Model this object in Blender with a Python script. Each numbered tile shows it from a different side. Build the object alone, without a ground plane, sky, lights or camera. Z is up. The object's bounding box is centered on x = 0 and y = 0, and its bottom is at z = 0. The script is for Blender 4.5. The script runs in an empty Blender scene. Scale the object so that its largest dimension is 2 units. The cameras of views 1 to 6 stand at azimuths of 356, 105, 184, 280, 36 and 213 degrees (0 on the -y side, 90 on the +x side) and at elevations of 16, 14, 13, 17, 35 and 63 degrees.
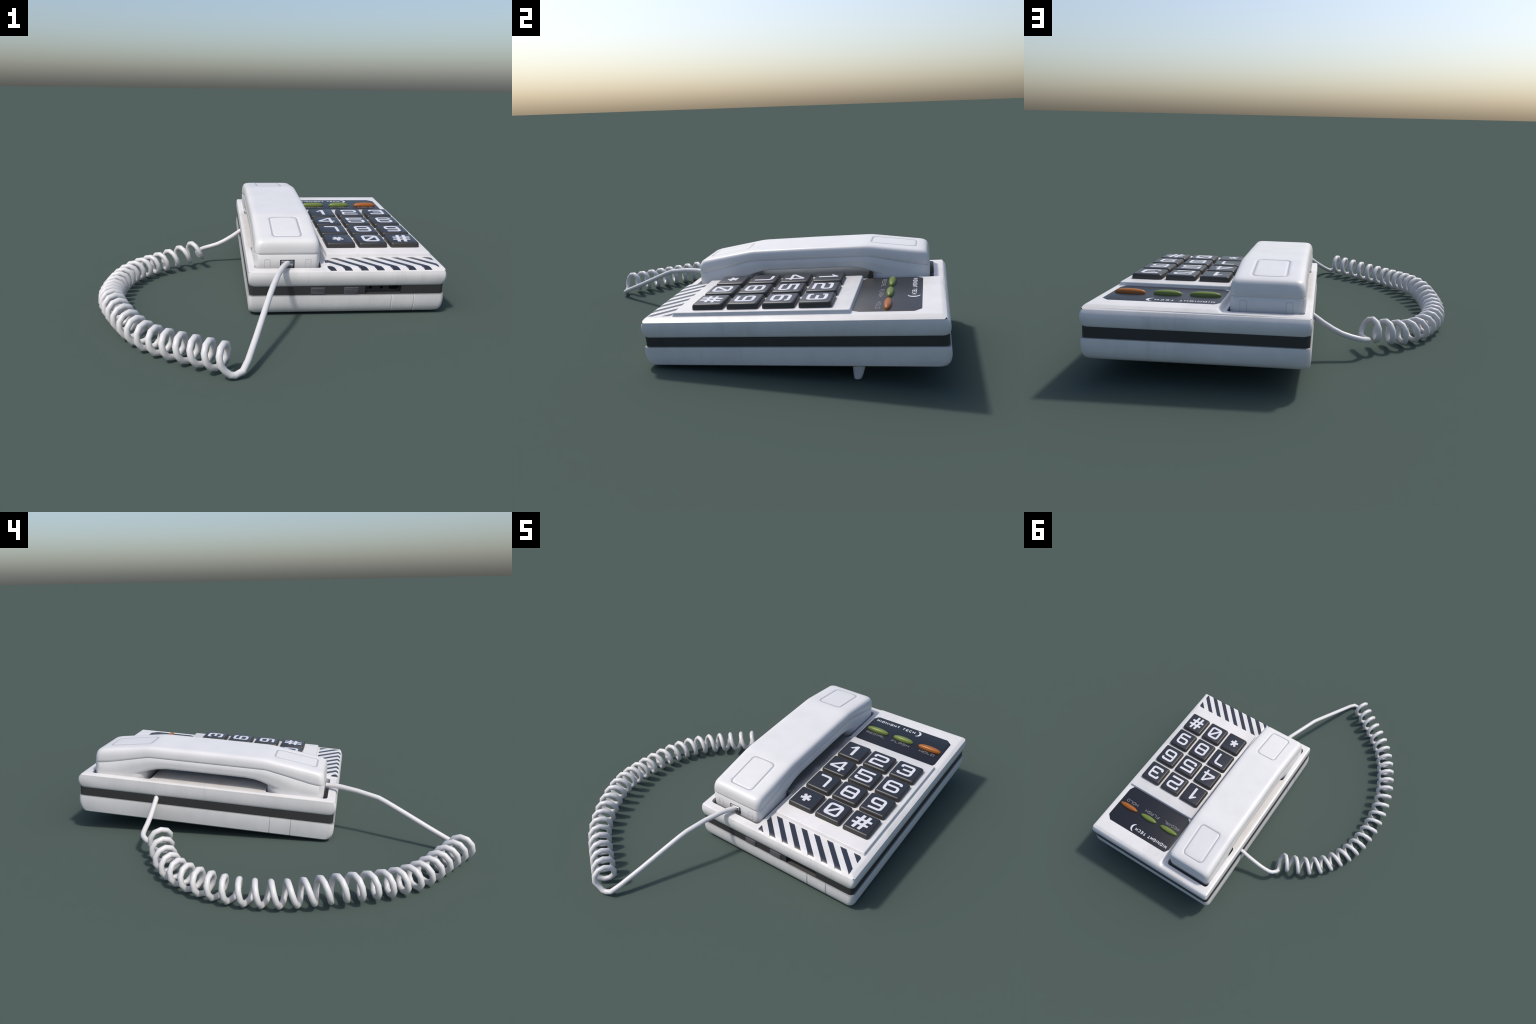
import bpy, bmesh, math
from mathutils import Vector
from mathutils.geometry import delaunay_2d_cdt

# ----------------------------------------------------------------------------
# A push-button desk telephone, tilted up on a rear stand, with a coiled cord.
# Body parts are built in the body's own frame: x right, v back, w up, and the
# body is then leaned by TILT about x.  The cord is built in world metres.
# ----------------------------------------------------------------------------
TILT = math.radians(4.32)

# ============================ materials =====================================

def new_mat(name):
    m = bpy.data.materials.new(name)
    m.use_nodes = True
    nt = m.node_tree
    return m, nt, nt.nodes["Principled BSDF"]


def plastic(name, light, dark, rough, grime=0.5, streak=0.0, scale=6.0, spec=0.5, rough_var=0.08, bump=0.0):
    """Moulded plastic: cloudy wear between two shades, optional drip streaks."""
    m, nt, bsdf = new_mat(name)
    N, L = nt.nodes, nt.links
    tc = N.new("ShaderNodeTexCoord")
    n1 = N.new("ShaderNodeTexNoise")
    n1.inputs["Scale"].default_value = scale
    n1.inputs["Detail"].default_value = 6.0
    n1.inputs["Roughness"].default_value = 0.62
    L.new(tc.outputs["Object"], n1.inputs["Vector"])
    ramp = N.new("ShaderNodeValToRGB")
    ramp.color_ramp.elements[0].position = 0.36
    ramp.color_ramp.elements[1].position = 0.66
    L.new(n1.outputs["Fac"], ramp.inputs["Fac"])
    mp = N.new("ShaderNodeMapping")
    mp.inputs["Scale"].default_value = (38.0, 38.0, 2.5)
    L.new(tc.outputs["Object"], mp.inputs["Vector"])
    n2 = N.new("ShaderNodeTexNoise")
    n2.inputs["Scale"].default_value = 1.0
    n2.inputs["Detail"].default_value = 3.0
    L.new(mp.outputs["Vector"], n2.inputs["Vector"])
    r2 = N.new("ShaderNodeValToRGB")
    r2.color_ramp.elements[0].position = 0.52
    r2.color_ramp.elements[1].position = 0.75
    L.new(n2.outputs["Fac"], r2.inputs["Fac"])
    # keep the streaks to a few patches
    n3 = N.new("ShaderNodeTexNoise")
    n3.inputs["Scale"].default_value = 2.3
    L.new(tc.outputs["Object"], n3.inputs["Vector"])
    r3 = N.new("ShaderNodeValToRGB")
    r3.color_ramp.elements[0].position = 0.45
    r3.color_ramp.elements[1].position = 0.62
    L.new(n3.outputs["Fac"], r3.inputs["Fac"])
    mu = N.new("ShaderNodeMath"); mu.operation = "MULTIPLY"
    L.new(r2.outputs["Color"], mu.inputs[0]); L.new(r3.outputs["Color"], mu.inputs[1])
    mu2 = N.new("ShaderNodeMath"); mu2.operation = "MULTIPLY"; mu2.inputs[1].default_value = streak
    L.new(mu.outputs[0], mu2.inputs[0])
    mu3 = N.new("ShaderNodeMath"); mu3.operation = "MULTIPLY"; mu3.inputs[1].default_value = grime
    L.new(ramp.outputs["Color"], mu3.inputs[0])
    ad = N.new("ShaderNodeMath"); ad.operation = "ADD"; ad.use_clamp = True
    L.new(mu3.outputs[0], ad.inputs[0]); L.new(mu2.outputs[0], ad.inputs[1])
    mix = N.new("ShaderNodeMix"); mix.data_type = "RGBA"
    mix.inputs[6].default_value = (*light, 1); mix.inputs[7].default_value = (*dark, 1)
    L.new(ad.outputs[0], mix.inputs[0])
    L.new(mix.outputs[2], bsdf.inputs["Base Color"])
    mr = N.new("ShaderNodeMapRange")
    mr.inputs["To Min"].default_value = rough - rough_var
    mr.inputs["To Max"].default_value = rough + rough_var
    L.new(n1.outputs["Fac"], mr.inputs["Value"])
    L.new(mr.outputs[0], bsdf.inputs["Roughness"])
    bsdf.inputs["Specular IOR Level"].default_value = spec
    if bump:
        n4 = N.new("ShaderNodeTexNoise"); n4.inputs["Scale"].default_value = 420.0
        L.new(tc.outputs["Object"], n4.inputs["Vector"])
        b = N.new("ShaderNodeBump"); b.inputs["Strength"].default_value = bump
        b.inputs["Distance"].default_value = 0.001
        L.new(n4.outputs["Fac"], b.inputs["Height"])
        L.new(b.outputs[0], bsdf.inputs["Normal"])
    return m


WHITE = plastic("white_plastic", (0.635, 0.625, 0.622), (0.520, 0.512, 0.505), 0.40, grime=0.55, streak=0.45)
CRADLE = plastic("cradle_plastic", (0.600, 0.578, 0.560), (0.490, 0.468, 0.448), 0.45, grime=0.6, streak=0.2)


def bed_shadow(mat, x_rise, x_fall, shade):
    """Paint handset shade into the colour of a cradle bed strip, between x ranges."""
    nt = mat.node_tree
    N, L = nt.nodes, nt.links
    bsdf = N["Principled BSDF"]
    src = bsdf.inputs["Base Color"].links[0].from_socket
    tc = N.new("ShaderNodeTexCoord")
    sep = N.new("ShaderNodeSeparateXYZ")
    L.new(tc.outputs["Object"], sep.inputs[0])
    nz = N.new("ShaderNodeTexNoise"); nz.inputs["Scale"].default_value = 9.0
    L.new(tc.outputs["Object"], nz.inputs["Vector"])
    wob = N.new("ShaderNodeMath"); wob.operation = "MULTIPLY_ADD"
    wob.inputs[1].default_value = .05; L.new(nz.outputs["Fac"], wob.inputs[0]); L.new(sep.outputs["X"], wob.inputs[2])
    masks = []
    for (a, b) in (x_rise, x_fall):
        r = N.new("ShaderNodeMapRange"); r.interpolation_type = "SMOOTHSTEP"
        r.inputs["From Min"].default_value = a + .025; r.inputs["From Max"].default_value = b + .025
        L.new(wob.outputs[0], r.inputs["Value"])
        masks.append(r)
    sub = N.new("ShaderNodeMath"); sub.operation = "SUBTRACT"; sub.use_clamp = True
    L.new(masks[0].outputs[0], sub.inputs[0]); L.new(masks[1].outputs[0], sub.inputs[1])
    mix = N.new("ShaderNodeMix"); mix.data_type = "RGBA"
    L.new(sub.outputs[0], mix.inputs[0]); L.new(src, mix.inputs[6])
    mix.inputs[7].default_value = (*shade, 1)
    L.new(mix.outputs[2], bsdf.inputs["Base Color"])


bed_shadow(CRADLE, (.02, .10), (.215, .262), (.17, .167, .165))  # shade beneath the handset, put into the bed's colour
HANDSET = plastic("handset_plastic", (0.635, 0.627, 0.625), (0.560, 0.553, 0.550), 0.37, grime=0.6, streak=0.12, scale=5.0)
GROOVE = plastic("groove_grey", (0.37, 0.375, 0.40), (0.31, 0.315, 0.34), 0.5, grime=0.4)
SEAM = plastic("seam_grey", (0.42, 0.43, 0.45), (0.36, 0.37, 0.38), 0.5, grime=0.4)
LEDGE = plastic("ledge_grey", (0.20, 0.20, 0.205), (0.15, 0.15, 0.155), 0.55, grime=0.6)
UNDER = plastic("underside_plastic", (0.16, 0.165, 0.165), (0.12, 0.125, 0.125), 0.6, grime=0.5)
BAND = plastic("charcoal_band", (0.034, 0.034, 0.034), (0.026, 0.026, 0.027), 0.55, grime=0.6, spec=0.4)
SOCKET = plastic("socket_black", (0.016, 0.016, 0.017), (0.012, 0.012, 0.012), 0.6, grime=0.5, spec=0.3)
JACK_BLACK = plastic("jack_black", (0.004, 0.004, 0.004), (0.003, 0.003, 0.003), 0.7, grime=0.5, spec=0.1)
KEYSIDE = plastic("key_charcoal", (0.030, 0.029, 0.028), (0.022, 0.021, 0.020), 0.42, grime=0.5, bump=0.05)
KEYFACE = plastic("key_face", (0.018, 0.0195, 0.025), (0.014, 0.015, 0.019), 0.34, grime=0.6, scale=14.0, spec=0.75, bump=0.03)
PANEL = plastic("panel_black", (0.0105, 0.0115, 0.016), (0.008, 0.0085, 0.011), 0.38, grime=0.6, scale=60.0, spec=0.55, bump=0.08)
VENT = plastic("vent_dark", (0.020, 0.023, 0.034), (0.015, 0.017, 0.025), 0.24, grime=0.5, spec=0.9, rough_var=0.03)
LEGEND = plastic("legend_white", (0.585, 0.585, 0.625), (0.55, 0.55, 0.585), 0.45, grime=0.4)
LABEL = plastic("label_grey", (0.21, 0.21, 0.225), (0.17, 0.17, 0.18), 0.5, grime=0.5)
GREEN = plastic("lamp_green", (0.135, 0.185, 0.036), (0.110, 0.155, 0.030), 0.36, grime=0.5, spec=0.4)
AMBER = plastic("lamp_amber", (0.31, 0.098, 0.013), (0.25, 0.078, 0.010), 0.36, grime=0.5, spec=0.4)
CORD = plastic("cord_white", (0.585, 0.578, 0.575), (0.540, 0.532, 0.530), 0.38, grime=0.4)
SLIDER = plastic("slider_grey", (0.085, 0.085, 0.095), (0.065, 0.065, 0.075), 0.35, grime=0.5, scale=40.0)
CHROME, _nt, _b = new_mat("plug_metal")
_b.inputs["Metallic"].default_value = 0.9
_b.inputs["Base Color"].default_value = (0.42, 0.44, 0.48, 1)
_b.inputs["Roughness"].default_value = 0.22

# ============================ helpers =======================================

ROOT = bpy.data.objects.new("desk_telephone", None)
bpy.context.scene.collection.objects.link(ROOT)
ROOT.empty_display_size = 0.2
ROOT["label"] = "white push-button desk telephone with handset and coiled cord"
ROOT["category"] = "telephone"


def link(name, me, parent, tilt=True):
    ob = bpy.data.objects.new(name, me)
    bpy.context.scene.collection.objects.link(ob)
    ob.parent = parent
    if tilt and parent is ROOT:
        ob.rotation_euler = (TILT, 0, 0)
    return ob


def finish(bm, name, mats, parent=ROOT, smooth=True, angle=35.0, tilt=True, keep=False):
    """Turn a bmesh into a parented object, shaded smooth by angle."""
    if not keep:
        bmesh.ops.recalc_face_normals(bm, faces=bm.faces[:])
    lim = math.radians(angle)
    for f in bm.faces:
        f.smooth = smooth
    for e in bm.edges:
        if len(e.link_faces) == 2 and e.calc_face_angle(0.0) > lim:
            e.smooth = False
    me = bpy.data.meshes.new(name)
    bm.to_mesh(me)
    bm.free()
    for m in mats:
        me.materials.append(m)
    return link(name, me, parent, tilt)


def lerp_table(tab, t):
    """Piecewise-linear lookup in a profile [(t, value), ...]."""
    if t <= tab[0][0]:
        return tab[0][1]
    for (a, p), (b, q) in zip(tab, tab[1:]):
        if t <= b:
            return p + (q - p) * (t - a) / (b - a)
    return tab[-1][1]


def smoothstep(a, b, t):
    t = min(1.0, max(0.0, (t - a) / (b - a)))
    return t * t * (3 - 2 * t)


def round_rect(x0, x1, v0, v1, r, seg=4, xs=(), vs=()):
    """Counter-clockwise rounded rectangle with extra stations on its sides.
    Same arguments seg/xs/vs always give the same number of points."""
    pts = []
    cs = [(x1 - r, v0 + r, -90), (x1 - r, v1 - r, 0), (x0 + r, v1 - r, 90), (x0 + r, v0 + r, 180)]
    sides = [[(x1, v) for v in vs], [(x, v1) for x in reversed(xs)],
             [(x0, v) for v in reversed(vs)], [(x, v0) for x in xs]]
    for (cx, cv, a0), side in zip(cs, sides):
        for k in range(seg + 1):
            a = math.radians(a0 + 90.0 * k / seg)
            pts.append((cx + r * math.cos(a), cv + r * math.sin(a)))
        pts += side
    return pts


def loft(bm, rings, close_top=False, close_bottom=False, mat=0):
    """Skin a stack of equal-length closed rings of 3D points."""
    rows = [[bm.verts.new(p) for p in ring] for ring in rings]
    n = len(rows[0])
    for a, b in zip(rows, rows[1:]):
        for i in range(n):
            f = bm.faces.new((a[i], a[(i + 1) % n], b[(i + 1) % n], b[i]))
            f.material_index = mat
    if close_bottom:
        f = bm.faces.new(list(reversed(rows[0]))); f.material_index = mat
    if close_top:
        f = bm.faces.new(rows[-1]); f.material_index = mat
    return rows


def box(bm, x0, x1, v0, v1, w0, w1, mat=0, bevel=0.0, seg=2):
    vs = [bm.verts.new((x, v, w)) for w in (w0, w1) for v in (v0, v1) for x in (x0, x1)]
    fs = []
    for q in ((0, 2, 3, 1), (4, 5, 7, 6), (0, 1, 5, 4), (2, 6, 7, 3), (0, 4, 6, 2), (1, 3, 7, 5)):
        f = bm.faces.new([vs[i] for i in q]); f.material_index = mat
        fs.append(f)
    if bevel:
        es = list({e for f in fs for e in f.edges})
        r = bmesh.ops.bevel(bm, geom=es, offset=bevel, segments=seg, affect="EDGES", profile=0.5)
        for f in r["faces"]:
            f.material_index = mat


def inside_poly(p, poly):
    x, y = p
    c = False
    j = len(poly) - 1
    for i in range(len(poly)):
        xi, yi = poly[i]
        xj, yj = poly[j]
        if (yi > y) != (yj > y) and x < (xj - xi) * (y - yi) / (yj - yi) + xi:
            c = not c
        j = i
    return c


def heightfield(outline, holes, loops, spacing, margin=0.35):
    """Triangulate a plan region: outline minus holes, honouring extra loops.
    Returns (points2d, triangles)."""
    pts, edges = [], []

    def add(poly, closed=True):
        base = len(pts)
        pts.extend(Vector(p) for p in poly)
        n = len(poly)
        for i in range(n if closed else n - 1):
            edges.append((base + i, base + (i + 1) % n))
    add(outline)
    for h in holes:
        add(h)
    for lp, closed in loops:
        add(lp, closed)
    fixed = [(p.x, p.y) for p in pts]
    cell = {}
    for p in fixed:
        cell.setdefault((int(p[0] // spacing), int(p[1] // spacing)), []).append(p)
    x0 = min(p[0] for p in outline); x1 = max(p[0] for p in outline)
    y0 = min(p[1] for p in outline); y1 = max(p[1] for p in outline)
    nx, ny = int((x1 - x0) / spacing), int((y1 - y0) / spacing)
    lim = (spacing * margin) ** 2
    for i in range(1, nx + 1):
        for j in range(1, ny + 1):
            p = (x0 + (i - 0.5) * (x1 - x0) / nx, y0 + (j - 0.5) * (y1 - y0) / ny)
            ci, cj = int(p[0] // spacing), int(p[1] // spacing)
            near = any((q[0] - p[0]) ** 2 + (q[1] - p[1]) ** 2 < lim
                       for a in (-1, 0, 1) for b in (-1, 0, 1) for q in cell.get((ci + a, cj + b), ()))
            if near or not inside_poly(p, outline) or any(inside_poly(p, h) for h in holes):
                continue
            pts.append(Vector(p))
    vo, _e, fo, *_ = delaunay_2d_cdt(pts, edges, [], 0, 1e-7)
    tris = []
    for f in fo:
        c = (sum(vo[i].x for i in f) / len(f), sum(vo[i].y for i in f) / len(f))
        if inside_poly(c, outline) and not any(inside_poly(c, h) for h in holes):
            tris.append(f)
    return [(p.x, p.y) for p in vo], tris


# ============================ base: upper shell =============================

XL, XR, VF, VB = -0.1129, 0.8182, -0.3372, 0.9938     # the crease round the top
W_TOP, W_CREASE = 0.2610, 0.2405
W_CRADLE = 0.2465


def shell_h(x, v):
    """Height of the top face: flat, rolled off to the crease, with the sunken cradle."""
    e = min(x - XL, XR - x, v - VF, VB - v)
    roll = 0.0
    if e < 0.021:
        roll = (W_TOP - W_CREASE) * (1 - max(e, 0.0) / 0.021) ** 2.1
    sunk = (W_TOP - W_CRADLE) * (1 - smoothstep(0.243, 0.272, x))
    # deeper of the two, blended
    return W_TOP - (roll ** 3 + sunk ** 3) ** (1 / 3)


# --- speaker slots: parallel slanted openings clipped to a chamfered strip
SLOT_V0, SLOT_V1 = -0.3345, -0.2005
SLOT_X0, SLOT_X1 = 0.2575, 0.7860


def clip_poly(poly, a, b, c):
    """Keep the side a*x + b*y <= c of a convex polygon."""
    out = []
    for p, q in zip(poly, poly[1:] + poly[:1]):
        dp = a * p[0] + b * p[1] - c
        dq = a * q[0] + b * q[1] - c
        if dp <= 0:
            out.append(p)
        if (dp < 0 < dq) or (dq < 0 < dp):
            t = dp / (dp - dq)
            out.append((p[0] + (q[0] - p[0]) * t, p[1] + (q[1] - p[1]) * t))
    return out


def make_slots():
    slots = []
    for k in range(-2, 8):
        xt = 0.2840 + 0.0757 * k            # left edge at the back end
        wd, sh = 0.0360, 0.1290
        poly = [(xt, SLOT_V1), (xt + sh, SLOT_V0), (xt + sh + wd, SLOT_V0), (xt + wd, SLOT_V1)]
        poly = clip_poly(poly, -1, 0, -SLOT_X0)
        poly = clip_poly(poly, 1, 0, SLOT_X1)
        # cut corners of the strip
        poly = clip_poly(poly, 1, 1, SLOT_X1 + SLOT_V1 - 0.0105)
        poly = clip_poly(poly, -1, -1, -(SLOT_X0 + SLOT_V0 + 0.011))
        if len(poly) >= 3:
            slots.append(poly)
    # the first slot restarts inside the strip (left bottom piece)
    return slots


SLOTS = make_slots()


def subdivide(poly, step):
    out = []
    for p, q in zip(poly, poly[1:] + poly[:1]):
        n = max(1, int(math.dist(p, q) / step))
        out += [(p[0] + (q[0] - p[0]) * i / n, p[1] + (q[1] - p[1]) * i / n) for i in range(n)]
    return out


WELL_FRONT = round_rect(-0.0835, 0.2345, -0.2970, 0.0165, 0.020, 4)
WELL_REAR = round_rect(-0.0815, 0.2345, 0.6210, 0.9460, 0.020, 4)
LINES_X = [-0.0, 0.15, 0.30, 0.45, 0.60, 0.72]
LINES_V = [-0.2, 0.0, 0.2, 0.4, 0.6, 0.8, 0.9]


def side_ring(dl, dr, df, db, r, w, **kw):
    return [(x, v, w) for x, v in round_rect(XL - dl, XR + dr, VF - df, VB + db, r, 4, **kw)]


def build_upper_shell():
    bm = bmesh.new()
    kw = dict(xs=LINES_X, vs=LINES_V)
    crease = round_rect(XL, XR, VF, VB, 0.012, 4, **kw)
    in1 = round_rect(XL + .004, XR - .004, VF + .004, VB - .004, 0.012, 4)
    in2 = round_rect(XL + .010, XR - .010, VF + .0095, VB - .010, 0.010, 4)
    in3 = round_rect(XL + .020, XR - .020, VF + .0185, VB - .020, 0.014, 4)
    slot_pts = [subdivide(s, 0.02) for s in SLOTS]
    # slots reach over the roll-off: only use inner loops as extra lines
    loops = [(in1, True)]
    pts, tris = heightfield(crease, slot_pts + [WELL_FRONT, WELL_REAR], loops, 0.0085)
    vs = [bm.verts.new((x, v, shell_h(x, v))) for x, v in pts]
    top_faces = []
    tag = bm.faces.layers.int.new("is_top")
    for t in tris:
        f = bm.faces.new([vs[i] for i in t])
        f[tag] = 1
        c = f.calc_center_median()
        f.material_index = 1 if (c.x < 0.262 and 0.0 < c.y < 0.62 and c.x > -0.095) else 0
        top_faces.append(f)
    bm.normal_update()
    for f in top_faces:
        if f.normal.z < 0:
            f.normal_flip()
    # hole walls: slots shallow, wells deep
    def wall(poly, depth_of, floor_mat=None):
        up = [bm.verts.new((x, v, shell_h(x, v))) for x, v in poly]
        mid = [bm.verts.new((x, v, depth_of(x, v))) for x, v in poly]
        n = len(poly)
        for i in range(n):
            bm.faces.new((up[i], up[(i + 1) % n], mid[(i + 1) % n], mid[i]))
        if floor_mat is not None:
            f = bm.faces.new(mid); f.material_index = floor_mat
    for s in slot_pts:
        wall(s, lambda x, v: shell_h(x, v) - 0.005)
    for wl in (WELL_FRONT, WELL_REAR):
        wall(wl, lambda x, v: 0.185, 2)
    # outer side, bulging a little and drawn in to the band
    prof = [(0, 0, 0, 0, .012, .2405),
            (.0012, .0028, .0052, .0090, .012, .2290),
            (.0019, .0042, .0076, .0135, .013, .2170),
            (.0020, .0045, .0078, .0148, .014, .2050),
            (.0012, .0036, .0062, .0138, .018, .1920),
            (-.0010, .0016, .0030, .0110, .022, .1800),
            (-.0032, -.0004, .0002, .0085, .026, .1725),
            (-.0060, -.0032, -.0030, .0055, .026, .1695),
            (-.0180, -.0150, -.0150, -.0060, .022, .1690)]
    rows = loft(bm, [side_ring(*p, **kw) for p in prof])
    bmesh.ops.remove_doubles(bm, verts=bm.verts[:], dist=2e-5)
    bm.normal_update()
    # outward normals on the side: crease ring only is sharp
    for f in bm.faces:
        f.smooth = True
    lim = math.radians(40)
    for e in bm.edges:
        if len(e.link_faces) == 2:
            a, b = e.link_faces
            flat = abs(a.normal.z) > 0.45 and abs(b.normal.z) > 0.45
            if e.calc_face_angle(0) > lim:
                e.smooth = False
            on_crease = all(abs(v.co.z - W_CREASE) < 1e-4 for v in e.verts)
            if on_crease:
                e.smooth = False
    me = bpy.data.meshes.new("base_upper_shell")
    bm.to_mesh(me)
    bm.free()
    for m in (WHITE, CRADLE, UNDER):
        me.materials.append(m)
    # top face shading normals: the roll-off is kept soft up to the crease
    def top_normal(x, v, soft):
        d = 0.002
        gx = (shell_h(x + d, v) - shell_h(x - d, v)) / (2 * d)
        gv = (shell_h(x, v + d) - shell_h(x, v - d)) / (2 * d)
        g = math.hypot(gx, gv)
        if g > soft:
            gx, gv = gx * soft / g, gv * soft / g
        n = Vector((-gx, -gv, 1.0))
        return n.normalized()
    normals = [Vector(c.vector) for c in me.corner_normals]
    is_top = me.attributes["is_top"].data
    for p in me.polygons:
        if is_top[p.index].value:
            for li in p.loop_indices:
                c = me.vertices[me.loops[li].vertex_index].co
                e = min(c.x - XL, XR - c.x, c.y - VF, VB - c.y)
                normals[li] = top_normal(c.x, c.y, 0.30 if e < 0.022 else 0.9)
    me.normals_split_custom_set(normals)
    return link("base_upper_shell", me, ROOT)


def build_vents():
    """Dark glossy inserts filling the slots, following the rolled edge."""
    bm = bmesh.new()
    tag = bm.faces.layers.int.new("is_top")
    for s in SLOTS:
        poly = subdivide(s, 0.010)
        pts, tris = heightfield(poly, [], [], 0.007)
        vs = [bm.verts.new((x, v, shell_h(x, v) - 0.0009)) for x, v in pts]
        for t in tris:
            f = bm.faces.new([vs[i] for i in t]); f[tag] = 1
        lo = [bm.verts.new((x, v, shell_h(x, v) - 0.0045)) for x, v in poly]
        up = [bm.verts.new((x, v, shell_h(x, v) - 0.0009)) for x, v in poly]
        for i in range(len(poly)):
            j = (i + 1) % len(poly)
            bm.faces.new((up[i], lo[i], lo[j], up[j]))
        bm.faces.new(list(reversed(lo)))
    bmesh.ops.remove_doubles(bm, verts=bm.verts[:], dist=2e-5)
    ob = finish(bm, "speaker_vent", [VENT])
    me = ob.data
    normals = [Vector(c.vector) for c in me.corner_normals]
    top = me.attributes["is_top"].data
    for p in me.polygons:
        if top[p.index].value:
            for li in p.loop_indices:
                c = me.vertices[me.loops[li].vertex_index].co
                t = .66 * max(0.0, min(1.0, (-.306 - c.y) / .0285)) ** 1.5
                normals[li] = Vector((-.02, -t, 1)).normalized()
    me.normals_split_custom_set(normals)
    ob["kind"] = "stuff"
    return ob


# ============================ base: lower shell, band ======================

def with_grooves(ring_pts, depth):
    return ring_pts


GROOVE_X = (0.5663, 0.6745)     # on the front
GROOVE_V = (-0.1253, -0.0180)   # on the left


def grooved_ring(dl, dr, df, db, r, w, depth):
    """Rounded rectangle ring with narrow notches for the battery-cover seams."""
    pts = []
    g = 0.0034
    xs, cutx = [], {}
    for c in GROOVE_X:
        for k, o in enumerate((-g, -g * .45, g * .45, g)):
            xs.append(c + o)
            cutx[round(c + o, 6)] = depth if k in (1, 2) else 0.0
    vs, cutv = [-0.25], {}
    for c in GROOVE_V:
        for k, o in enumerate((-g, -g * .45, g * .45, g)):
            vs.append(c + o)
            cutv[round(c + o, 6)] = depth if k in (1, 2) else 0.0
    vs += [0.3, 0.6, 0.85]
    x0, x1, v0, v1 = XL - dl, XR + dr, VF - df, VB + db
    for x, v in round_rect(x0, x1, v0, v1, r, 5, xs=sorted(xs), vs=sorted(vs)):
        if abs(v - v0) < 1e-9:
            v += cutx.get(round(x, 6), 0.0)
        if abs(x - x0) < 1e-9:
            x += cutv.get(round(v, 6), 0.0)
        pts.append((x, v, w))
    return pts


def build_lower_shell():
    bm = bmesh.new()
    prof = [(-.0180, -.0150, -.0170, -.0060, .018, .1255, 0),
            (-.0030, .0000, .0020, .0085, .020, .1262, .003),
            (.0006, .0034, .0056, .0122, .021, .1235, .0038),
            (.0018, .0044, .0068, .0140, .022, .1100, .004),
            (.0020, .0047, .0073, .0148, .023, .0900, .004),
            (.0010, .0040, .0058, .0130, .025, .0700, .004),
            (-.0006, .0020, .0010, .0080, .028, .0530, .004),
            (-.0026, -.0012, -.0062, .0000, .031, .0395, .004),
            ]
    under = [(-.0026, -.0012, -.0062, .0000, .031, .0395, .003),
             (-.0130, -.0140, -.0190, -.0150, .034, .0312, .002),
             (-.0300, -.0300, -.0400, -.0350, .036, .0290, 0)]
    loft(bm, [grooved_ring(*p) for p in prof[:3]], close_bottom=True, mat=2)
    loft(bm, [grooved_ring(*p) for p in prof[2:]])
    loft(bm, [grooved_ring(*p) for p in under[:2]])
    loft(bm, [grooved_ring(*p) for p in under[1:]], close_top=True, mat=1)
    bmesh.ops.remove_doubles(bm, verts=bm.verts[:], dist=2e-5)
    return finish(bm, "base_lower_shell", [WHITE, UNDER, LEDGE], angle=38)


SOCK_X0, SOCK_X1 = 0.4375, 0.6115


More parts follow.
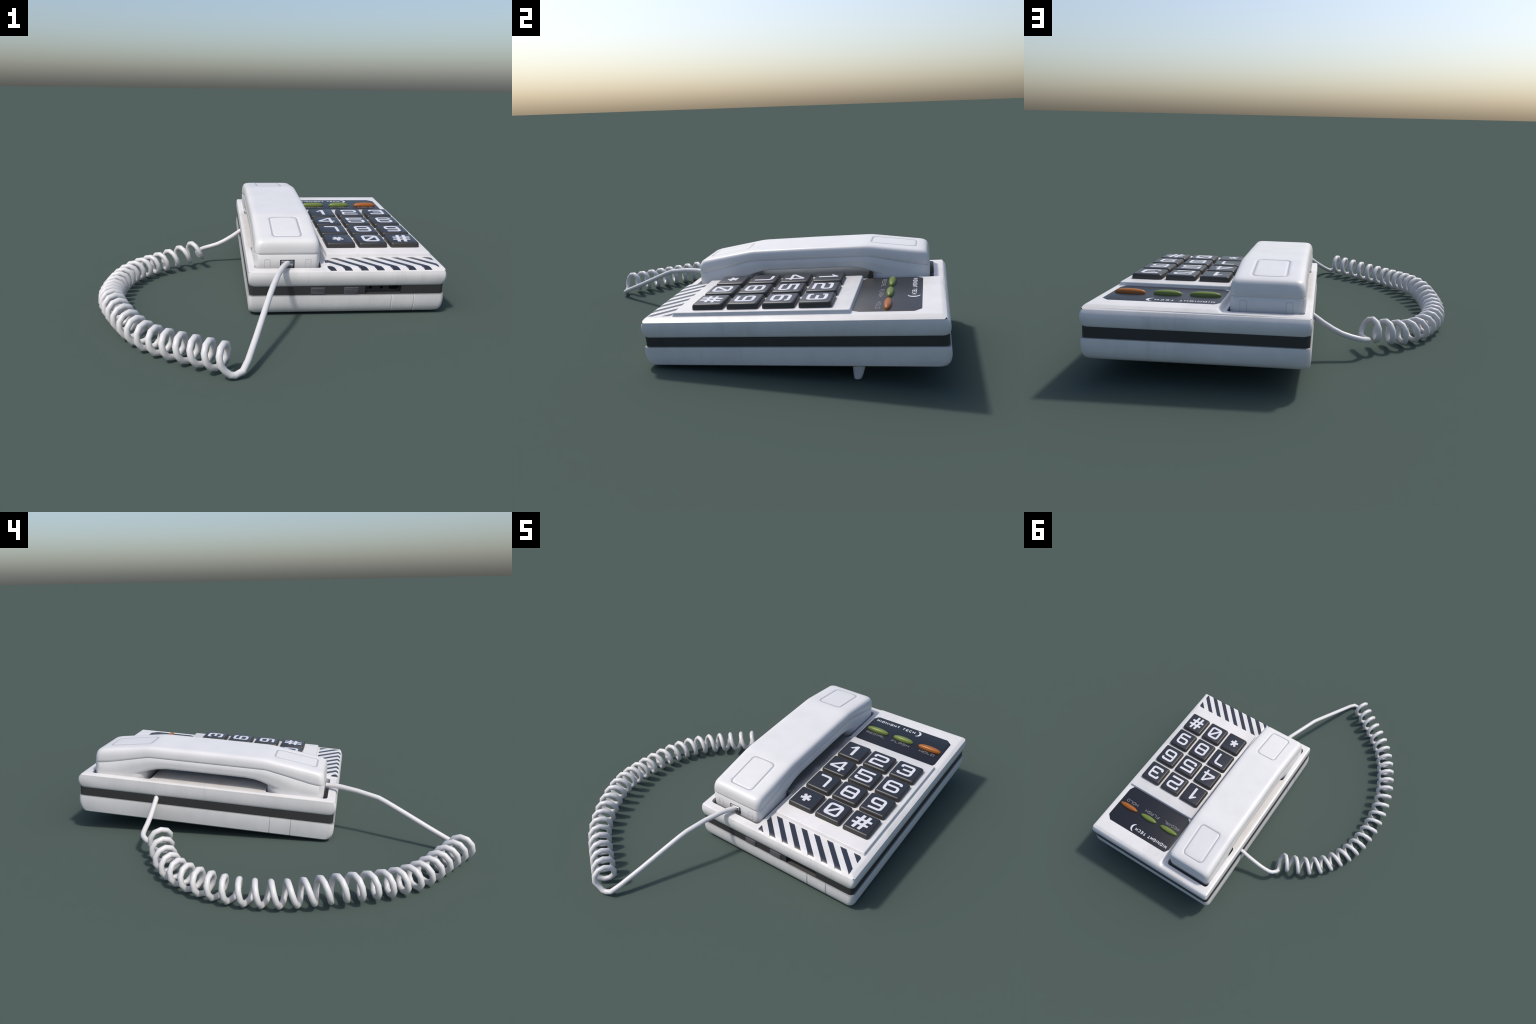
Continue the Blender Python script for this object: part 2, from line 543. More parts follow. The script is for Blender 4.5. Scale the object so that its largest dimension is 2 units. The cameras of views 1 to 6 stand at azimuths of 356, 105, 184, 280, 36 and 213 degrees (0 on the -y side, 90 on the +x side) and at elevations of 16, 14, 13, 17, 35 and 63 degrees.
def build_band():
    bm = bmesh.new()
    dl, dr, df, db = -.0040, -.0022, -.0012, .0080

    def ring(w, notch):
        xs = [SOCK_X0 - .001, SOCK_X0 + .001, SOCK_X1 - .001, SOCK_X1 + .001]
        out = []
        for x, v in round_rect(XL - dl, XR + dr, VF - df, VB + db, .020, 5, xs=xs, vs=[0.0, 0.3, 0.6]):
            if SOCK_X0 < x < SOCK_X1 and v < VF + .01:
                v += notch
            out.append((x, v, w))
        return out
    loft(bm, [ring(.1200, .024), ring(.1745, .024)], close_top=True, close_bottom=True)
    # dark sill of the socket bay
    x0, x1, v0 = SOCK_X0 + .0005, SOCK_X1 - .0005, VF + .0005
    a = [bm.verts.new(p) for p in ((x0, v0, .1275), (x1, v0, .1275), (x1, v0 + .026, .1325), (x0, v0 + .026, .1325))]
    b = [bm.verts.new((p.co.x, p.co.y, .119)) for p in a]
    bm.faces.new(a)
    for i in range(4):
        bm.faces.new((a[i], b[i], b[(i + 1) % 4], a[(i + 1) % 4]))
    band = finish(bm, "trim_band", [BAND], angle=30)

    # two round jacks and one square jack in the bay
    vb = VF + .0230
    for cx in (0.4680, 0.5208):
        bm = bmesh.new()
        rings = []
        for rad, v in ((.0072, vb + .002), (.0072, vb - .0006), (.0056, vb - .0010), (.0050, vb + .0015)):
            rings.append([(cx + rad * math.cos(i * math.tau / 20), v, .1520 + rad * math.sin(i * math.tau / 20)) for i in range(20)])
        loft(bm, rings, close_top=True)
        finish(bm, "round_jack", [JACK_BLACK], parent=band)  # shallow black disc stands in for the open hole
    bm = bmesh.new()
    n = 10
    poly = [(.6015, .1690), (.5575, .1690), (.5575, .1470)]
    poly += [(.5575 + .044 * i / n, .1470 - .0045 * math.sin(math.pi * i / n) ** .6) for i in range(1, n)] + [(.6015, .1470)]
    a = [bm.verts.new((x, vb - .0012, w)) for x, w in poly]
    b = [bm.verts.new((x, vb + .002, w)) for x, w in poly]
    bm.faces.new(a)
    for i in range(len(a)):
        j = (i + 1) % len(a)
        bm.faces.new((a[i], b[i], b[j], a[j]))
    finish(bm, "square_jack", [JACK_BLACK], parent=band)  # solid black prism added in place of a real opening

    # two ribbed slide switches
    for x0, x1 in ((.1790, .2465), (.3370, .4055)):
        bm = bmesh.new()
        vf = VF + .0012
        box(bm, x0, x1, vf - .0016, vf + .004, .1270, .1640, bevel=.0008)
        n = 5
        for i in range(n):
            w = .1300 + (.0320 / n) * (i + .08)
            box(bm, x0 + .003, x1 - .003, vf - .0046, vf - .001, w, w + .0320 / n * .76, bevel=.0009)
        finish(bm, "slide_switch", [SLIDER], parent=band)
    return band


def build_stand():
    """Fold-out stand under the rear half; its right end shows below the body."""
    bm = bmesh.new()
    rings = []
    for w, v0, v1, gx in ((.032, .5985, .6560, .0), (.005, .5985, .6500, .0), (-.020, .5990, .6420, .0015),
                          (-.0420, .6005, .6330, .004), (-.0452, .6030, .6300, .008)):
        rings.append([(x, v, w) for x, v in round_rect(.12 + gx, .776 - gx, v0, v1, .0125, 4)])
    loft(bm, rings, close_top=True, close_bottom=True)
    return finish(bm, "rear_stand", [WHITE], angle=40)


# ============================ keypad ========================================

def build_plate():
    bm = bmesh.new()
    top, bot = .2780, .2595
    x0, x1, v0, v1 = .2725, .7872, -.1880, .6070
    rings = []
    for ins, w, r in ((-.0068, bot, .006), (-.0045, .2650, .006), (-.0018, .2725, .006), (-.0004, .2768, .006),
                      (.0020, .2780, .006)):
        li = ins if ins > 0 else ins * 0.25
        rings.append([(x, v, w) for x, v in round_rect(x0 + li, x1 - ins, v0 + ins, v1 - ins, r, 3, vs=[0.0, .2, .4], xs=[.4, .6])])
    # left side drops to the cradle floor
    rows = loft(bm, rings, close_top=True)
    # skirt down to the cradle floor on the left
    skirt = [[(x - .002 if x < .3 else x, v, .2440 if x < .3 else .2590) for x, v, _w in rings[0]], rings[0]]
    loft(bm, skirt)
    bmesh.ops.remove_doubles(bm, verts=bm.verts[:], dist=2e-5)
    return finish(bm, "keypad_plate", [WHITE], angle=50)


KEY_X = (.3620, .5245, .6875)
KEY_V = (-.0355, .1284, .2922, .4560)
KEY_TOP = .3042


def key_mesh():
    """One key: straight sides, rounded corners, a soft bevel and a flat dark face."""
    bm = bmesh.new()
    hb = .0722
    prof = [(.0000, .2765, .010), (.0003, .2850, .010), (.0010, .2945, .010), (.0026, .2990, .0095),
            (.0052, .3022, .0085), (.0082, KEY_TOP - .0002, .007), (.0092, KEY_TOP, .0065)]
    rings = [[(x, v, w) for x, v in round_rect(-hb + i, hb - i, -hb + i, hb - i, r, 3)] for i, w, r in prof]
    rows = loft(bm, rings)
    f = bm.faces.new(rows[-1]); f.material_index = 1
    bm.normal_update()
    for fc in bm.faces:
        fc.smooth = True
    bmesh.ops.recalc_face_normals(bm, faces=bm.faces[:])
    me = bpy.data.meshes.new("key")
    bm.to_mesh(me); bm.free()
    me.materials.append(KEYSIDE); me.materials.append(KEYFACE)
    return me


# --- stroked lettering -------------------------------------------------------
# Each glyph is a few strokes in a unit box; 'r' marks a rounded corner.
# A stroke is [(x, y, round?), ...]; closed strokes repeat their first point.
G = {
    "0": [[(0, 0, 1), (1, 0, 1), (1, 1, 1), (0, 1, 1), (0, 0, 1)], [(.1, .1, 0), (.9, .9, 0)]],
    "2": [[(.03, .74, 0), (0, 1, 1), (1, 1, 1), (1, .5, 1), (0, .5, 1), (0, 0, 0), (1.05, 0, 0)]],
    "3": [[(.03, .76, 0), (0, 1, 1), (1, 1, 1), (.99, .5, 1), (1, 0, 1), (0, 0, 1), (.0, .22, 0)], [(.22, .5, 0), (.95, .5, 0)]],
    "5": [[(1.05, 1, 0), (0, 1, 0), (0, .55, 0), (1, .55, 1), (1, 0, 1), (0, 0, 1), (.02, .26, 0)]],
    "6": [[(1.02, .80, 0), (1.0, 1, 1), (0, 1, 1), (0, 0, 1), (1, 0, 1), (1, .54, 1), (.05, .54, 0)]],
    "7": [[(0, 1, 0), (1, 1, 1), (1, -.06, 0)]],
    "8": [[(0, 0, 1), (1, 0, 1), (1, .5, 1), (.99, 1, 1), (.01, 1, 1), (0, .5, 1), (0, 0, 1)], [(.05, .5, 0), (.95, .5, 0)]],
    "9": [[(-.03, 0, 0), (1, 0, 1), (1, 1, 1), (0, 1, 1), (0, .46, 1), (.95, .46, 0)]],
    "M": [[(0, 0, 0), (0, 1, 0), (.5, .35, 0), (1, 1, 0), (1, 0, 0)]],
    "I": [[(.5, 0, 0), (.5, 1, 0)]],
    "D": [[(0, 0, 0), (0, 1, 0), (1, 1, 1), (1, 0, 1), (0, 0, 0)]],
    "N": [[(0, 0, 0), (0, 1, 0), (1, 0, 0), (1, 1, 0)]],
    "G": [[(1, 1, 0), (0, 1, 1), (0, 0, 1), (1, 0, 1), (1, .5, 0), (.5, .5, 0)]],
    "H": [[(0, 0, 0), (0, 1, 0)], [(1, 0, 0), (1, 1, 0)], [(0, .5, 0), (1, .5, 0)]],
    "T": [[(0, 1, 0), (1, 1, 0)], [(.5, .95, 0), (.5, 0, 0)]],
    "E": [[(1, 1, 0), (0, 1, 1), (0, 0, 1), (1, 0, 0)], [(.05, .5, 0), (.9, .5, 0)]],
    "C": [[(1, 1, 0), (0, 1, 1), (0, 0, 1), (1, 0, 0)]],
    "R": [[(0, 0, 0), (0, 1, 0), (1, 1, 1), (1, .5, 1), (.1, .5, 0)], [(.5, .5, 0), (1, 0, 0)]],
    "A": [[(0, 0, 0), (0, 1, 1), (1, 1, 1), (1, 0, 0)], [(.05, .42, 0), (.95, .42, 0)]],
    "L": [[(0, 1, 0), (0, 0, 1), (1, 0, 0)]],
    "F": [[(1, 1, 0), (0, 1, 1), (0, 0, 0)], [(.05, .5, 0), (.85, .5, 0)]],
    "S": [[(1, 1, 0), (0, 1, 1), (0, .5, 1), (1, .5, 1), (1, 0, 1), (0, 0, 0)]],
    "O": [[(0, 0, 1), (1, 0, 1), (1, 1, 1), (0, 1, 1), (0, 0, 1)]],
}


def round_path(pts, radius, seg=4):
    """Fillet the flagged corners of a polyline; returns (points, closed)."""
    closed = len(pts) > 2 and pts[0][:2] == pts[-1][:2]
    core = pts[:-1] if closed else pts
    n = len(core)
    out = []
    for i, (x, y, rd) in enumerate(core):
        if not rd or (not closed and i in (0, n - 1)):
            out.append((x, y)); continue
        P = Vector((x, y)); A = Vector(core[i - 1][:2]); B = Vector(core[(i + 1) % n][:2])
        u, w = (A - P), (B - P)
        if abs(u.normalized().cross(w.normalized())) < 0.15:
            out.append((x, y)); continue
        d = min(radius, u.length * .48, w.length * .48)
        a, b = P + u.normalized() * d, P + w.normalized() * d
        for k in range(seg + 1):
            t = k / seg
            q = a * (1 - t) ** 2 + P * 2 * t * (1 - t) + b * t * t
            out.append((q.x, q.y))
    return out, closed


def ribbon(bm, path, closed, half, w0, w1, mat=0):
    """A flat raised band of the given half width along a plan path."""
    P = [Vector(p) for p in path]
    n = len(P)
    L, R = [], []
    for i in range(n):
        if closed:
            a, b = (P[i] - P[i - 1]).normalized(), (P[(i + 1) % n] - P[i]).normalized()
        else:
            a = (P[i] - P[max(i - 1, 0)]) if i else (P[1] - P[0])
            b = (P[min(i + 1, n - 1)] - P[i]) if i < n - 1 else (P[-1] - P[-2])
            a, b = a.normalized(), b.normalized()
        t = (a + b)
        t = t.normalized() if t.length > 1e-6 else a
        nrm = Vector((-t.y, t.x))
        k = half / max(0.5, nrm.dot(Vector((-a.y, a.x))))
        L.append(P[i] + nrm * k); R.append(P[i] - nrm * k)
    rows = []
    for pts, w in ((L, w0), (L, w1), (R, w1), (R, w0)):
        rows.append([bm.verts.new((p.x, p.y, w)) for p in pts])
    m = n if closed else n - 1
    for i in range(m):
        j = (i + 1) % n
        for a, b in zip(rows, rows[1:]):
            f = bm.faces.new((a[i], a[j], b[j], b[i])); f.material_index = mat
    if not closed:
        for i in (0, n - 1):
            f = bm.faces.new([r[i] for r in rows]); f.material_index = mat


def prism(bm, poly, w0, w1, mat=0):
    a = [bm.verts.new((x, y, w0)) for x, y in poly]
    b = [bm.verts.new((x, y, w1)) for x, y in poly]
    f = bm.faces.new(b); f.material_index = mat
    for i in range(len(poly)):
        j = (i + 1) % len(poly)
        f = bm.faces.new((a[i], a[j], b[j], b[i])); f.material_index = mat


def glyph(bm, ch, x0, y0, wd, ht, half, w0, w1, rad, lift=0.00015):
    """Lay a glyph so its outer edges fill x0..x0+wd, y0..y0+ht."""
    ix, iy = wd - 2 * half, ht - 2 * half
    for k, st in enumerate(G[ch]):
        pts = [(x0 + half + p[0] * ix, y0 + half + p[1] * iy, p[2]) for p in st]
        path, closed = round_path(pts, rad)
        ribbon(bm, path, closed, half, w0, w1 + k * lift)


def legend(bm, ch, w0, w1):
    """Key legends, centred on the key's own axis."""
    h = .0073
    box_of = {"0": (-.0418, .0428, -.0470, .0455), "2": (-.0478, .0450, -.0485, .0455),
              "3": (-.0440, .0400, -.0455, .0455), "5": (-.0495, .0465, -.0470, .0440),
              "6": (-.0435, .0412, -.0450, .0462), "7": (-.0455, .0310, -.0455, .0480),
              "8": (-.0420, .0428, -.0468, .0460), "9": (-.0415, .0385, -.0475, .0435)}
    if ch in box_of:
        x0, x1, y0, y1 = box_of[ch]
        glyph(bm, ch, x0, y0, x1 - x0, y1 - y0, h, w0, w1, .0155)
    elif ch == "1":
        prism(bm, [(-.0045, -.0485), (.0120, -.0485), (.0125, .0420), (.0075, .0460), (.0005, .0460),
                   (-.0330, .0135), (-.0215, .0110), (-.0045, .0215)], w0, w1)
    elif ch == "4":
        # slanted triangle with a stem and a cross bar
        ribbon(bm, [(.0195, -.0500), (.0195, .0440)], False, h, w0, w1)
        ribbon(bm, [(.0170, .0395), (-.0435, -.0145), (-.0420, -.0210)], False, h * .95, w0, w1 + .00015)
        ribbon(bm, [(-.0470, -.0205), (.0390, -.0205)], False, h * .98, w0, w1 + .0003)
    elif ch == "*":
        for k in range(5):
            a = math.radians(-90 + 72 * k)
            ribbon(bm, [(-.005 + .000 * math.cos(a), -.002), (-.005 + .0285 * math.cos(a), -.002 + .0285 * math.sin(a))],
                   False, .0080, w0, w1 + k * .00012)
    elif ch == "#":
        s = .0165
        k = 0
        for xc in (-.0170, .0150):
            ribbon(bm, [(xc - s / 2, -.0530), (xc + s / 2, .0500)], False, .0082, w0, w1 + k * .00012); k += 1
        for yc, sh in ((-.0165, -.003), (.0160, .003)):
            ribbon(bm, [(-.0445 + sh, yc), (.0435 + sh, yc)], False, .0072, w0, w1 + k * .00012); k += 1


def build_keys():
    me = key_mesh()
    layout = ["*0#", "789", "456", "123"]
    for r, row in enumerate(layout):
        for c, ch in enumerate(row):
            key = link("key", me, ROOT)
            cx, cv = KEY_X[c], KEY_V[r]
            ct, st = math.cos(TILT), math.sin(TILT)
            key.location = (cx, cv * ct, cv * st)
            bm = bmesh.new()
            legend(bm, ch, KEY_TOP - .0006, KEY_TOP + .0005)
            finish(bm, "key_legend", [LEGEND], parent=key, smooth=False)


# ============================ display panel =================================

def text_run(bm, text, x0, x1, y0, y1, half, w, gap=.24):
    narrow = {"I": .42, " ": .55}
    units = [narrow.get(c, 1.0) for c in text]
    total = sum(units) + gap * (len(text) - 1)
    u = (x1 - x0) / total
    x = x0
    for c, k in zip(text, units):
        if c != " ":
            glyph(bm, c, x, y0, u * k, y1 - y0, half, w - .0004, w + .0003, .005, lift=.00008)
        x += u * (k + gap)


def build_panel():
    bm = bmesh.new()
    out = [(.2720, .6370), (.2870, .6225), (.3010, .6100), (.7540, .6100), (.7640, .6240), (.7735, .6440),
           (.7735, .8683), (.7420, .8980), (.2950, .8968), (.2850, .8900), (.2720, .8665)]
    w = .2617
    cx, cv = .523, .76
    inn = [(cx + (x - cx) * .996, cv + (v - cv) * .993) for x, v in out]
    rows = loft(bm, [[(x, v, .2585) for x, v in out], [(x, v, w - .0004) for x, v in out], [(x, v, w) for x, v in inn]], close_top=True)
    panel = finish(bm, "display_panel", [PANEL], angle=60)

    for x0, x1, m in ((.2865, .4255, GREEN), (.4605, .5875, GREEN), (.6215, .7600, AMBER)):
        bm = bmesh.new()
        bmesh.ops.create_uvsphere(bm, u_segments=40, v_segments=20, radius=1.0)
        L, B = (x1 - x0) / 2, .0172
        for v in bm.verts:
            x, y, z = v.co
            # blunt-ended lozenge, half sunk in the panel
            v.co = ((x0 + x1) / 2 + x * L, .7565 + y * B, .2605 + math.copysign(abs(z) ** .55, z) * .0215)
        finish(bm, "indicator_lamp", [m], parent=panel, angle=180)

    bm = bmesh.new()
    text_run(bm, "MIDNIGHT TECH", .2955, .5515, .8510, .8722, .0020, w, .30)
    # crescent
    n = 24
    outer, inner = [], []
    c0, r0 = (.5620, .8610), .0270
    for i in range(n + 1):
        a = math.radians(-92 + 190 * i / n)
        o = Vector((c0[0] + r0 * math.cos(a), c0[1] + r0 * math.sin(a)))
        th = .0125 * max(0.0, math.sin(math.pi * i / n)) ** .8
        outer.append(o)
        inner.append(o - Vector((math.cos(a), math.sin(a))) * (th + .0002))
    rows = []
    for pts, ww in ((outer, w - .0004), (outer, w + .0003), (inner, w + .0003), (inner, w - .0004)):
        rows.append([bm.verts.new((p.x, p.y, ww)) for p in pts])
    for i in range(n):
        for a, b in zip(rows, rows[1:]):
            bm.faces.new((a[i], a[i + 1], b[i + 1], b[i]))
    finish(bm, "printed_name", [LEGEND], parent=panel, smooth=False)
    for tx, x0, x1 in (("REDIAL", .2985, .4215), ("FLASH", .4660, .5800), ("HOLD", .6440, .7370)):
        bm = bmesh.new()
        text_run(bm, tx, x0, x1, .7070, .7268, .0014, w)
        finish(bm, "lamp_label", [LABEL], parent=panel, smooth=False)
    return panel


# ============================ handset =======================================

HX, HW = .0715, .1552            # centre line and half width
HV0, HV1 = -.2755, .9270
HVC = (HV0 + HV1) / 2


def seam_h(v):
    tab = [(-.276, .3065), (-.235, .3090), (-.19, .3165), (-.10, .3370), (.0, .3575), (.018, .3610), (.06, .3618),
           (.59, .3618), (.632, .3612), (.65, .3580), (.75, .3360), (.84, .3165), (.885, .3095), (.927, .3065)]
    return lerp_table(tab, v)


def top_h(v):
    tab = [(-.30, .3680), (.012, .4139), (.030, .4162), (.05, .4168), (.33, .4182), (.61, .4168), (.633, .4162), (.651, .4139), (.95, .3708)]
    return lerp_table(tab, v)


SIDE_V = [-.20, -.15, -.10, -.05, -.02, .0, .02, .045, .075, .12, .19, .26, .33, .40, .47, .54, .59, .62, .643, .663, .70, .75, .80, .85]
SIDE_X = [.0, .035, .0715, .108, .143]


def hs_ring(inset, r):
    return round_rect(HX - HW + inset, HX + HW - inset, HV0 + inset, HV1 - inset, r, 5, xs=SIDE_X, vs=SIDE_V)


PADS = [(.0020, .1460, -.2285, -.0055, .026), (-.0045, .1455, .6435, .8710, .026)]


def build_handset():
    bm = bmesh.new()
    base = hs_ring(0, .030)
    seam = [seam_h(v) for _x, v in base]
    prof = [(.0022, 0, .030, 0.0), (.0, .0026, .030, 0.0), (.0003, 0, .030, .20), (.0010, 0, .030, .40), (.0030, 0, .030, .585),
            (.0066, 0, .030, .755), (.0122, 0, .030, .885), (.0200, 0, .028, .955), (.0310, 0, .026, .990), (.0420, 0, .024, 1.0)]
    rings = []
    for ins, up, r, g in prof:
        ring = []
        for (x, v), s in zip(hs_ring(ins, r), seam):
            z = s + up if g == 0 else s + (top_h(v) - s) * g
            ring.append((x, v, z))
        rings.append(ring)
    loft(bm, rings)
    # top patch with the two inlaid label pads
    last = [(p[0], p[1]) for p in rings[-1]]
    loops = []
    for x0, x1, v0, v1, r in PADS:
        for o, rr in ((-.0004, r), (.0016, r - .0016), (.0058, r - .0058), (.0078, r - .0078)):
            loops.append((round_rect(x0 + o, x1 - o, v0 + o, v1 - o, rr, 8), True))
    for v in (.012, .030, .05, .33, .61, .633, .651):
        loops.append(([(HX - HW + .05 + i * .021, v) for i in range(11)], False))
    pts, tris = heightfield(last, [], loops, .016)

    def pad_dist(x, v):
        best = 1.0
        for x0, x1, v0, v1, r in PADS:
            cx, cv = (x0 + x1) / 2, (v0 + v1) / 2
            qx, qv = abs(x - cx) - (x1 - x0) / 2 + r, abs(v - cv) - (v1 - v0) / 2 + r
            d = math.hypot(max(qx, 0), max(qv, 0)) + min(max(qx, qv), 0) - r
            if abs(d) < abs(best):
                best = d
        return -best

    def groove(x, v):
        d = pad_dist(x, v)
        if d <= 0.0 or d >= .0075:
            return 0.0
        return -.0016 if .0010 <= d <= .0064 else -.0008
    vs = [bm.verts.new((x, v, top_h(v) + groove(x, v))) for x, v in pts]
    for t in tris:
        f = bm.faces.new([vs[i] for i in t])
        cx = sum(pts[i][0] for i in t) / 3; cv = sum(pts[i][1] for i in t) / 3
        d = pad_dist(cx, cv)
        f.material_index = 1 if -.0003 < d < .0077 else 0
    bmesh.ops.remove_doubles(bm, verts=bm.verts[:], dist=2e-5)
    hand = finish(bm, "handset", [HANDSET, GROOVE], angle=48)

    # ---- lower half: from the seam down to the grip and round the cups
    def edge_h(v):
        d = abs(v - HVC)            # distance from the middle of the grip
        tab = [(0, .3090), (.20, .3090), (.245, .3055), (.282, .2970), (.305, .2890), (.352, .2710), (.41, .2490), (.43, .2300), (.44, .2120), (.62, .2100)]
        return lerp_table(tab, d)
    bm = bmesh.new()
    rings = []
    for ins, kind in ((.0022, "seam"), (.0, "under"), (.0, .45), (.0004, .75), (.0016, .90), (.0050, .975), (.0110, 1.0)):
        ring = []
        for (x, v), s, (_bx, bv) in zip(hs_ring(ins, .030), seam, base):
            e = edge_h(bv)
            if kind == "seam":
                z = s
            elif kind == "under":
                z = s - .0022
            else:
                z = s - .0022 + (e - s + .0022) * kind
            ring.append((x, v, z))
        rings.append(ring)
    rows = loft(bm, rings)
    # underside strips between facing stations
    last = rows[-1]
    n = len(last)
    key = {}
    for i, vtx in enumerate(last):
        key.setdefault(round(vtx.co.y, 5), []).append(vtx)
    lv = sorted(k for k, q in key.items() if len(q) >= 2)
    prev = None
    for k in lv:
        q = sorted(key[k], key=lambda t: t.co.x)
        pair = (q[0], q[-1])
        if prev:
            a, b = prev
            if len({a, b, pair[0], pair[1]}) == 4:
                bm.faces.new((a, b, pair[1], pair[0]))
        prev = pair
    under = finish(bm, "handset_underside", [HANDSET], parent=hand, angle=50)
    bpy.context.view_layer.update()

    # ---- the two cups that drop into the wells, rounded off towards the grip
    def cup_ring(v_out, v_in, ins, w):
        sgn = 1 if v_in > v_out else -1
        half, rx, rv = .1546 - ins, .046, .075
        right = []
        for k in range(4):                      # outer end corner
            a = math.radians(90 * k / 3)
            right.append((half - .028 + .028 * math.sin(a), v_out + sgn * (ins + .028 - .028 * math.cos(a))))
        for k in range(13):                     # inner end: long elliptical corner
            a = math.radians(90 * k / 12)
            right.append((half - rx + rx * math.cos(a), v_in - sgn * (ins + rv) + sgn * rv * math.sin(a)))
        pts = [(HX + x, v) for x, v in right] + [(HX - x, v) for x, v in reversed(right)]
        return [(x, v, w) for x, v in pts]
    for name, v_out, v_in in (("mouthpiece", HV0 + .004, .0120), ("earpiece", HV1 - .004, .6490)):
        bm = bmesh.new()
        loft(bm, [cup_ring(v_out, v_in, i, w) for i, w in ((0, .3020), (0, .2260), (.003, .2170), (.010, .2120))], close_top=True, close_bottom=True)
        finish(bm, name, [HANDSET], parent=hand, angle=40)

    # ---- tabs moulded in the end faces, outlined by a thin seam
    def outline_tab(x0, x1, w0, w1, v, sign):
        bm = bmesh.new()
        p = round_rect(x0, x1, w0, w1, .0055, 4)
        q = round_rect(x0 + .0017, x1 - .0017, w0 + .0017, w1 - .0017, .0042, 4)
        vv = v + sign * .00035
        A = [bm.verts.new((x, vv, w)) for x, w in p]
        B = [bm.verts.new((x, vv, w)) for x, w in q]
        A2 = [bm.verts.new((x, v - sign * .002, w)) for x, w in p]
        B2 = [bm.verts.new((x, v - sign * .002, w)) for x, w in q]
        n = len(p)
        for i in range(n):
            j = (i + 1) % n
            bm.faces.new((A[i], A[j], B[j], B[i]))
            bm.faces.new((A[i], A2[i], A2[j], A[j]))
            bm.faces.new((B[i], B[j], B2[j], B2[i]))
        finish(bm, "end_tab", [SEAM], parent=hand, smooth=False)
    for x0, x1 in ((-.0375, -.0090), (.1550, .1845)):
        outline_tab(x0, x1, .2385, .2832, HV0, -1)
    for x0, x1 in ((-.0338, -.0040), (.1540, .1835)):
        outline_tab(x0, x1, .2400, .2905, HV1, 1)

    # ---- cord jack with its metal plug
    bm = bmesh.new()
    box(bm, .0372, .1053, HV0 - .0006, HV0 + .004, .2360, .2808)  # dark box slightly proud of the end face, added instead of a recess
    finish(bm, "jack_dark_plate", [SOCKET], parent=hand)
    bm = bmesh.new()
    box(bm, .0425, .1005, HV0 - .0040, HV0 + .003, .2380, .2770, bevel=.0032, seg=3)
    finish(bm, "cord_plug", [CHROME], parent=hand)
    return hand


# ============================ coiled cord ===================================

def spline(cp, t):
    """Natural cubic spline through evenly spaced points, t in 0..len-1."""
    n = len(cp)
    if not hasattr(spline, "m"):
        a = [0.0] * n
        m = [Vector((0, 0, 0)) for _ in range(n)]
        d = [Vector((0, 0, 0)) for _ in range(n)]
        c = [0.0] * n
        for i in range(1, n - 1):
            rhs = (cp[i - 1] - cp[i] * 2 + cp[i + 1]) * 6
            den = 4 - c[i - 1]
            c[i] = 1 / den
            d[i] = (rhs - d[i - 1]) / den
        for i in range(n - 2, 0, -1):
            m[i] = d[i] - m[i + 1] * c[i]
        spline.m = m
    t = min(max(t, 0.0), n - 1 - 1e-9)
    i = int(t); f = t - i
    m = spline.m
    return (cp[i] * (1 - f) + cp[i + 1] * f + m[i] * (((1 - f) ** 3 - (1 - f)) / 6) + m[i + 1] * ((f ** 3 - f) / 6))


COIL_AXIS = [Vector(p) for p in (
    (-.3525, .4715, .1108), (-.5495, .3760, .0664), (-.6863, .2219, .0608), (-.7529, .0385, .0580),
    (-.7653, -.1687, .0618), (-.7308, -.3665, .0794), (-.6525, -.5491, .0704), (-.5368, -.7135, .0592),
    (-.3785, -.8418, .0650), (-.2150, -.9605, .0750))]
COIL_R, CORD_R, TURNS = .0499, .0130, 27


def coil_point(t):
    s = (t - .5) * (len(COIL_AXIS) - 1) / TURNS
    c = spline(COIL_AXIS, s)
    d = (spline(COIL_AXIS, s + .007) - spline(COIL_AXIS, s - .007)).normalized()
    out = -Vector((0, 0, 1)).cross(d).normalized()
    up = d.cross(-out)
    a = math.tau * (t - .016)
    return c + (up * math.cos(a) + out * math.sin(a)) * COIL_R


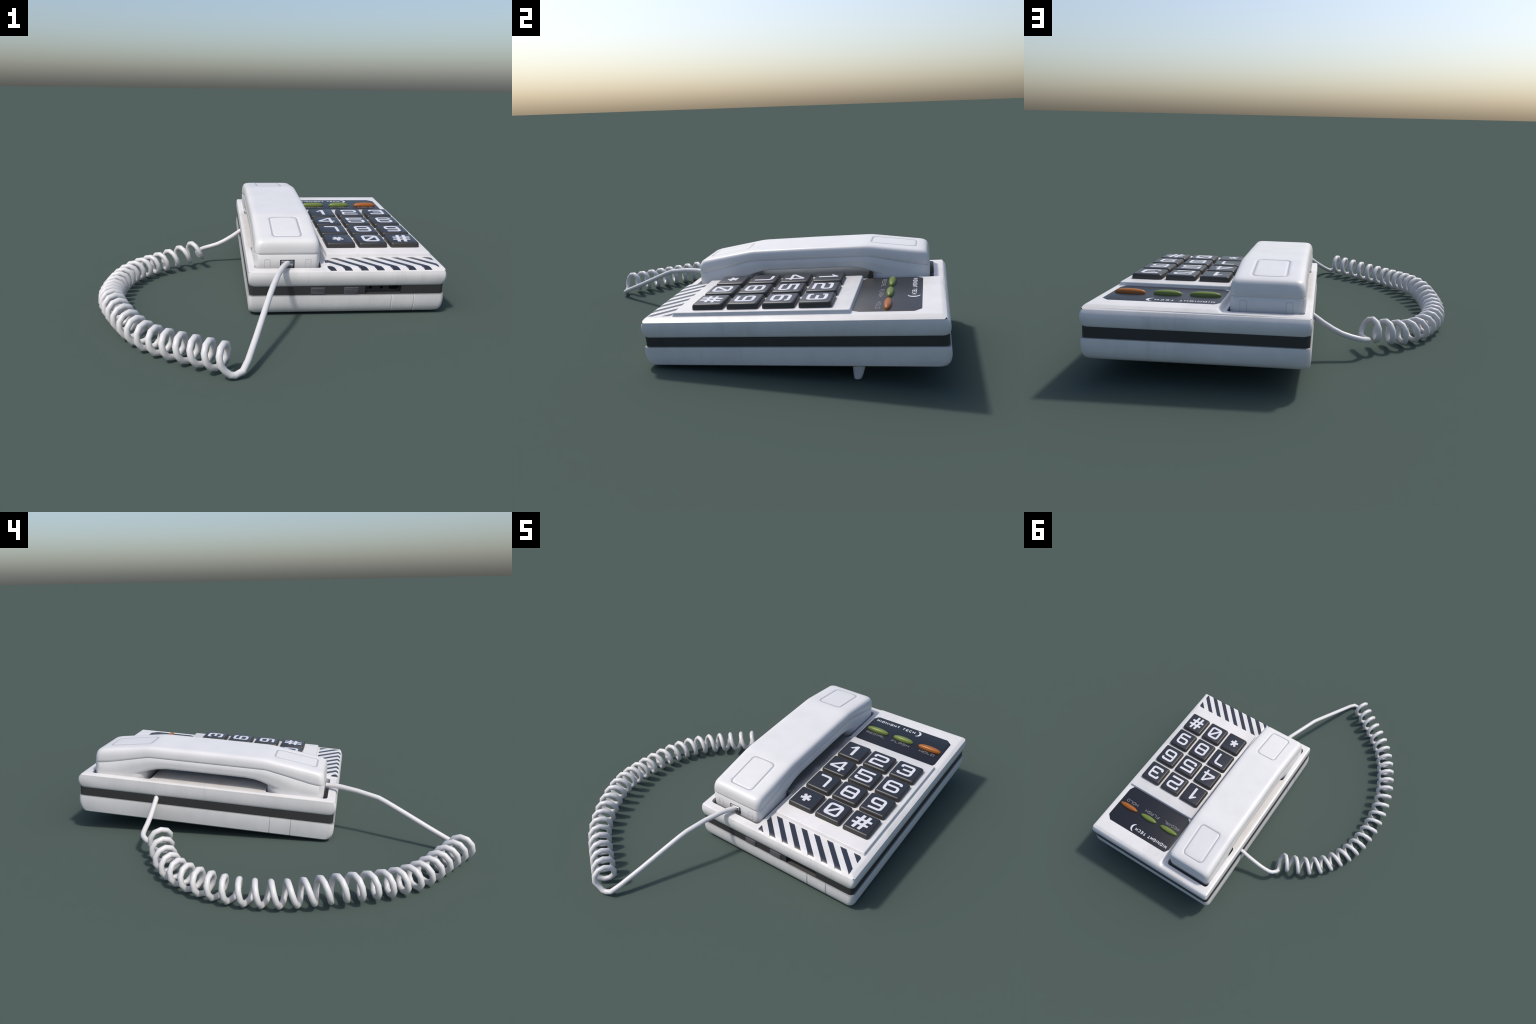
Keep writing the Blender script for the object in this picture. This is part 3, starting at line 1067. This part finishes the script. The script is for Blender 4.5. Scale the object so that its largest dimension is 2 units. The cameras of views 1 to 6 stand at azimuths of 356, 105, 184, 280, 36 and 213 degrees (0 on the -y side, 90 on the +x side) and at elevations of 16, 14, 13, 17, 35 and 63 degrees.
def build_cord():
    path = [Vector(p) for p in ((-.085, .5655, .2140), (-.120, .5660, .1890), (-.160, .5680, .1610), (-.205, .5690, .1340), (-.246, .5700, .1140),
                                (-.290, .5700, .1005), (-.325, .5670, .0920), (-.345, .5590, .0860), (-.364, .5400, .0800), (-.3705, .5250, .0740), (-.3640, .5020, .0665))]
    steps = 10
    for k in range(int(.55 * steps) + 1, int(27.4 * steps) + 1):
        path.append(coil_point(k / steps))
    path += [Vector(p) for p in ((-.2190, -.9830, .0205), (-.2000, -.9760, .0145), (-.1720, -.9690, .0275), (-.1500, -.9270, .0495), (-.110, -.8150, .1010), (-.065, -.6850, .1640),
                                 (-.0375, -.6060, .2015), (-.0230, -.5660, .2180), (.010, -.4620, .2380), (.0400, -.3790, .2470),
                                 (.0520, -.3500, .2475), (.0640, -.3180, .2440), (.0735, -.2950, .2420), (.0760, -.2740, .2415))]
    for p in path:                      # the cord rests on the table
        p.z = max(p.z, CORD_R + .0009)
    sides = 14
    bm = bmesh.new()
    tan = []
    n = len(path)
    for i in range(n):
        a = (path[i] - path[max(i - 1, 0)]); b = (path[min(i + 1, n - 1)] - path[i])
        t = (a.normalized() if a.length > 0 else Vector()) + (b.normalized() if b.length > 0 else Vector())
        tan.append(t.normalized())
    nrm = tan[0].orthogonal().normalized()
    rings = []
    for i in range(n):
        nrm = (nrm - tan[i] * nrm.dot(tan[i])).normalized()
        bi = tan[i].cross(nrm)
        # keep the tube's width through the corners
        k = 1.0
        if 0 < i < n - 1:
            cosb = (path[i] - path[i - 1]).normalized().dot((path[i + 1] - path[i]).normalized())
            half = math.acos(max(-1, min(1, cosb))) / 2
            bend = (path[i + 1] - path[i]).normalized() - (path[i] - path[i - 1]).normalized()
            bend = bend.normalized() if bend.length > 1e-5 else nrm
            k = 1 / max(.9, math.cos(half))
        ring = []
        for j in range(sides):
            a = math.tau * j / sides
            o = nrm * math.cos(a) * CORD_R + bi * math.sin(a) * CORD_R
            if k > 1:
                o = o + bend * o.dot(bend) * (k - 1)
            ring.append(path[i] + o)
        rings.append(ring)
    loft(bm, rings, close_top=True, close_bottom=True)
    return finish(bm, "coiled_cord", [CORD], angle=75, tilt=False)


build_upper_shell()
build_vents()
build_lower_shell()
build_band()
build_stand()
build_plate()
build_keys()
build_panel()
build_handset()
build_cord()
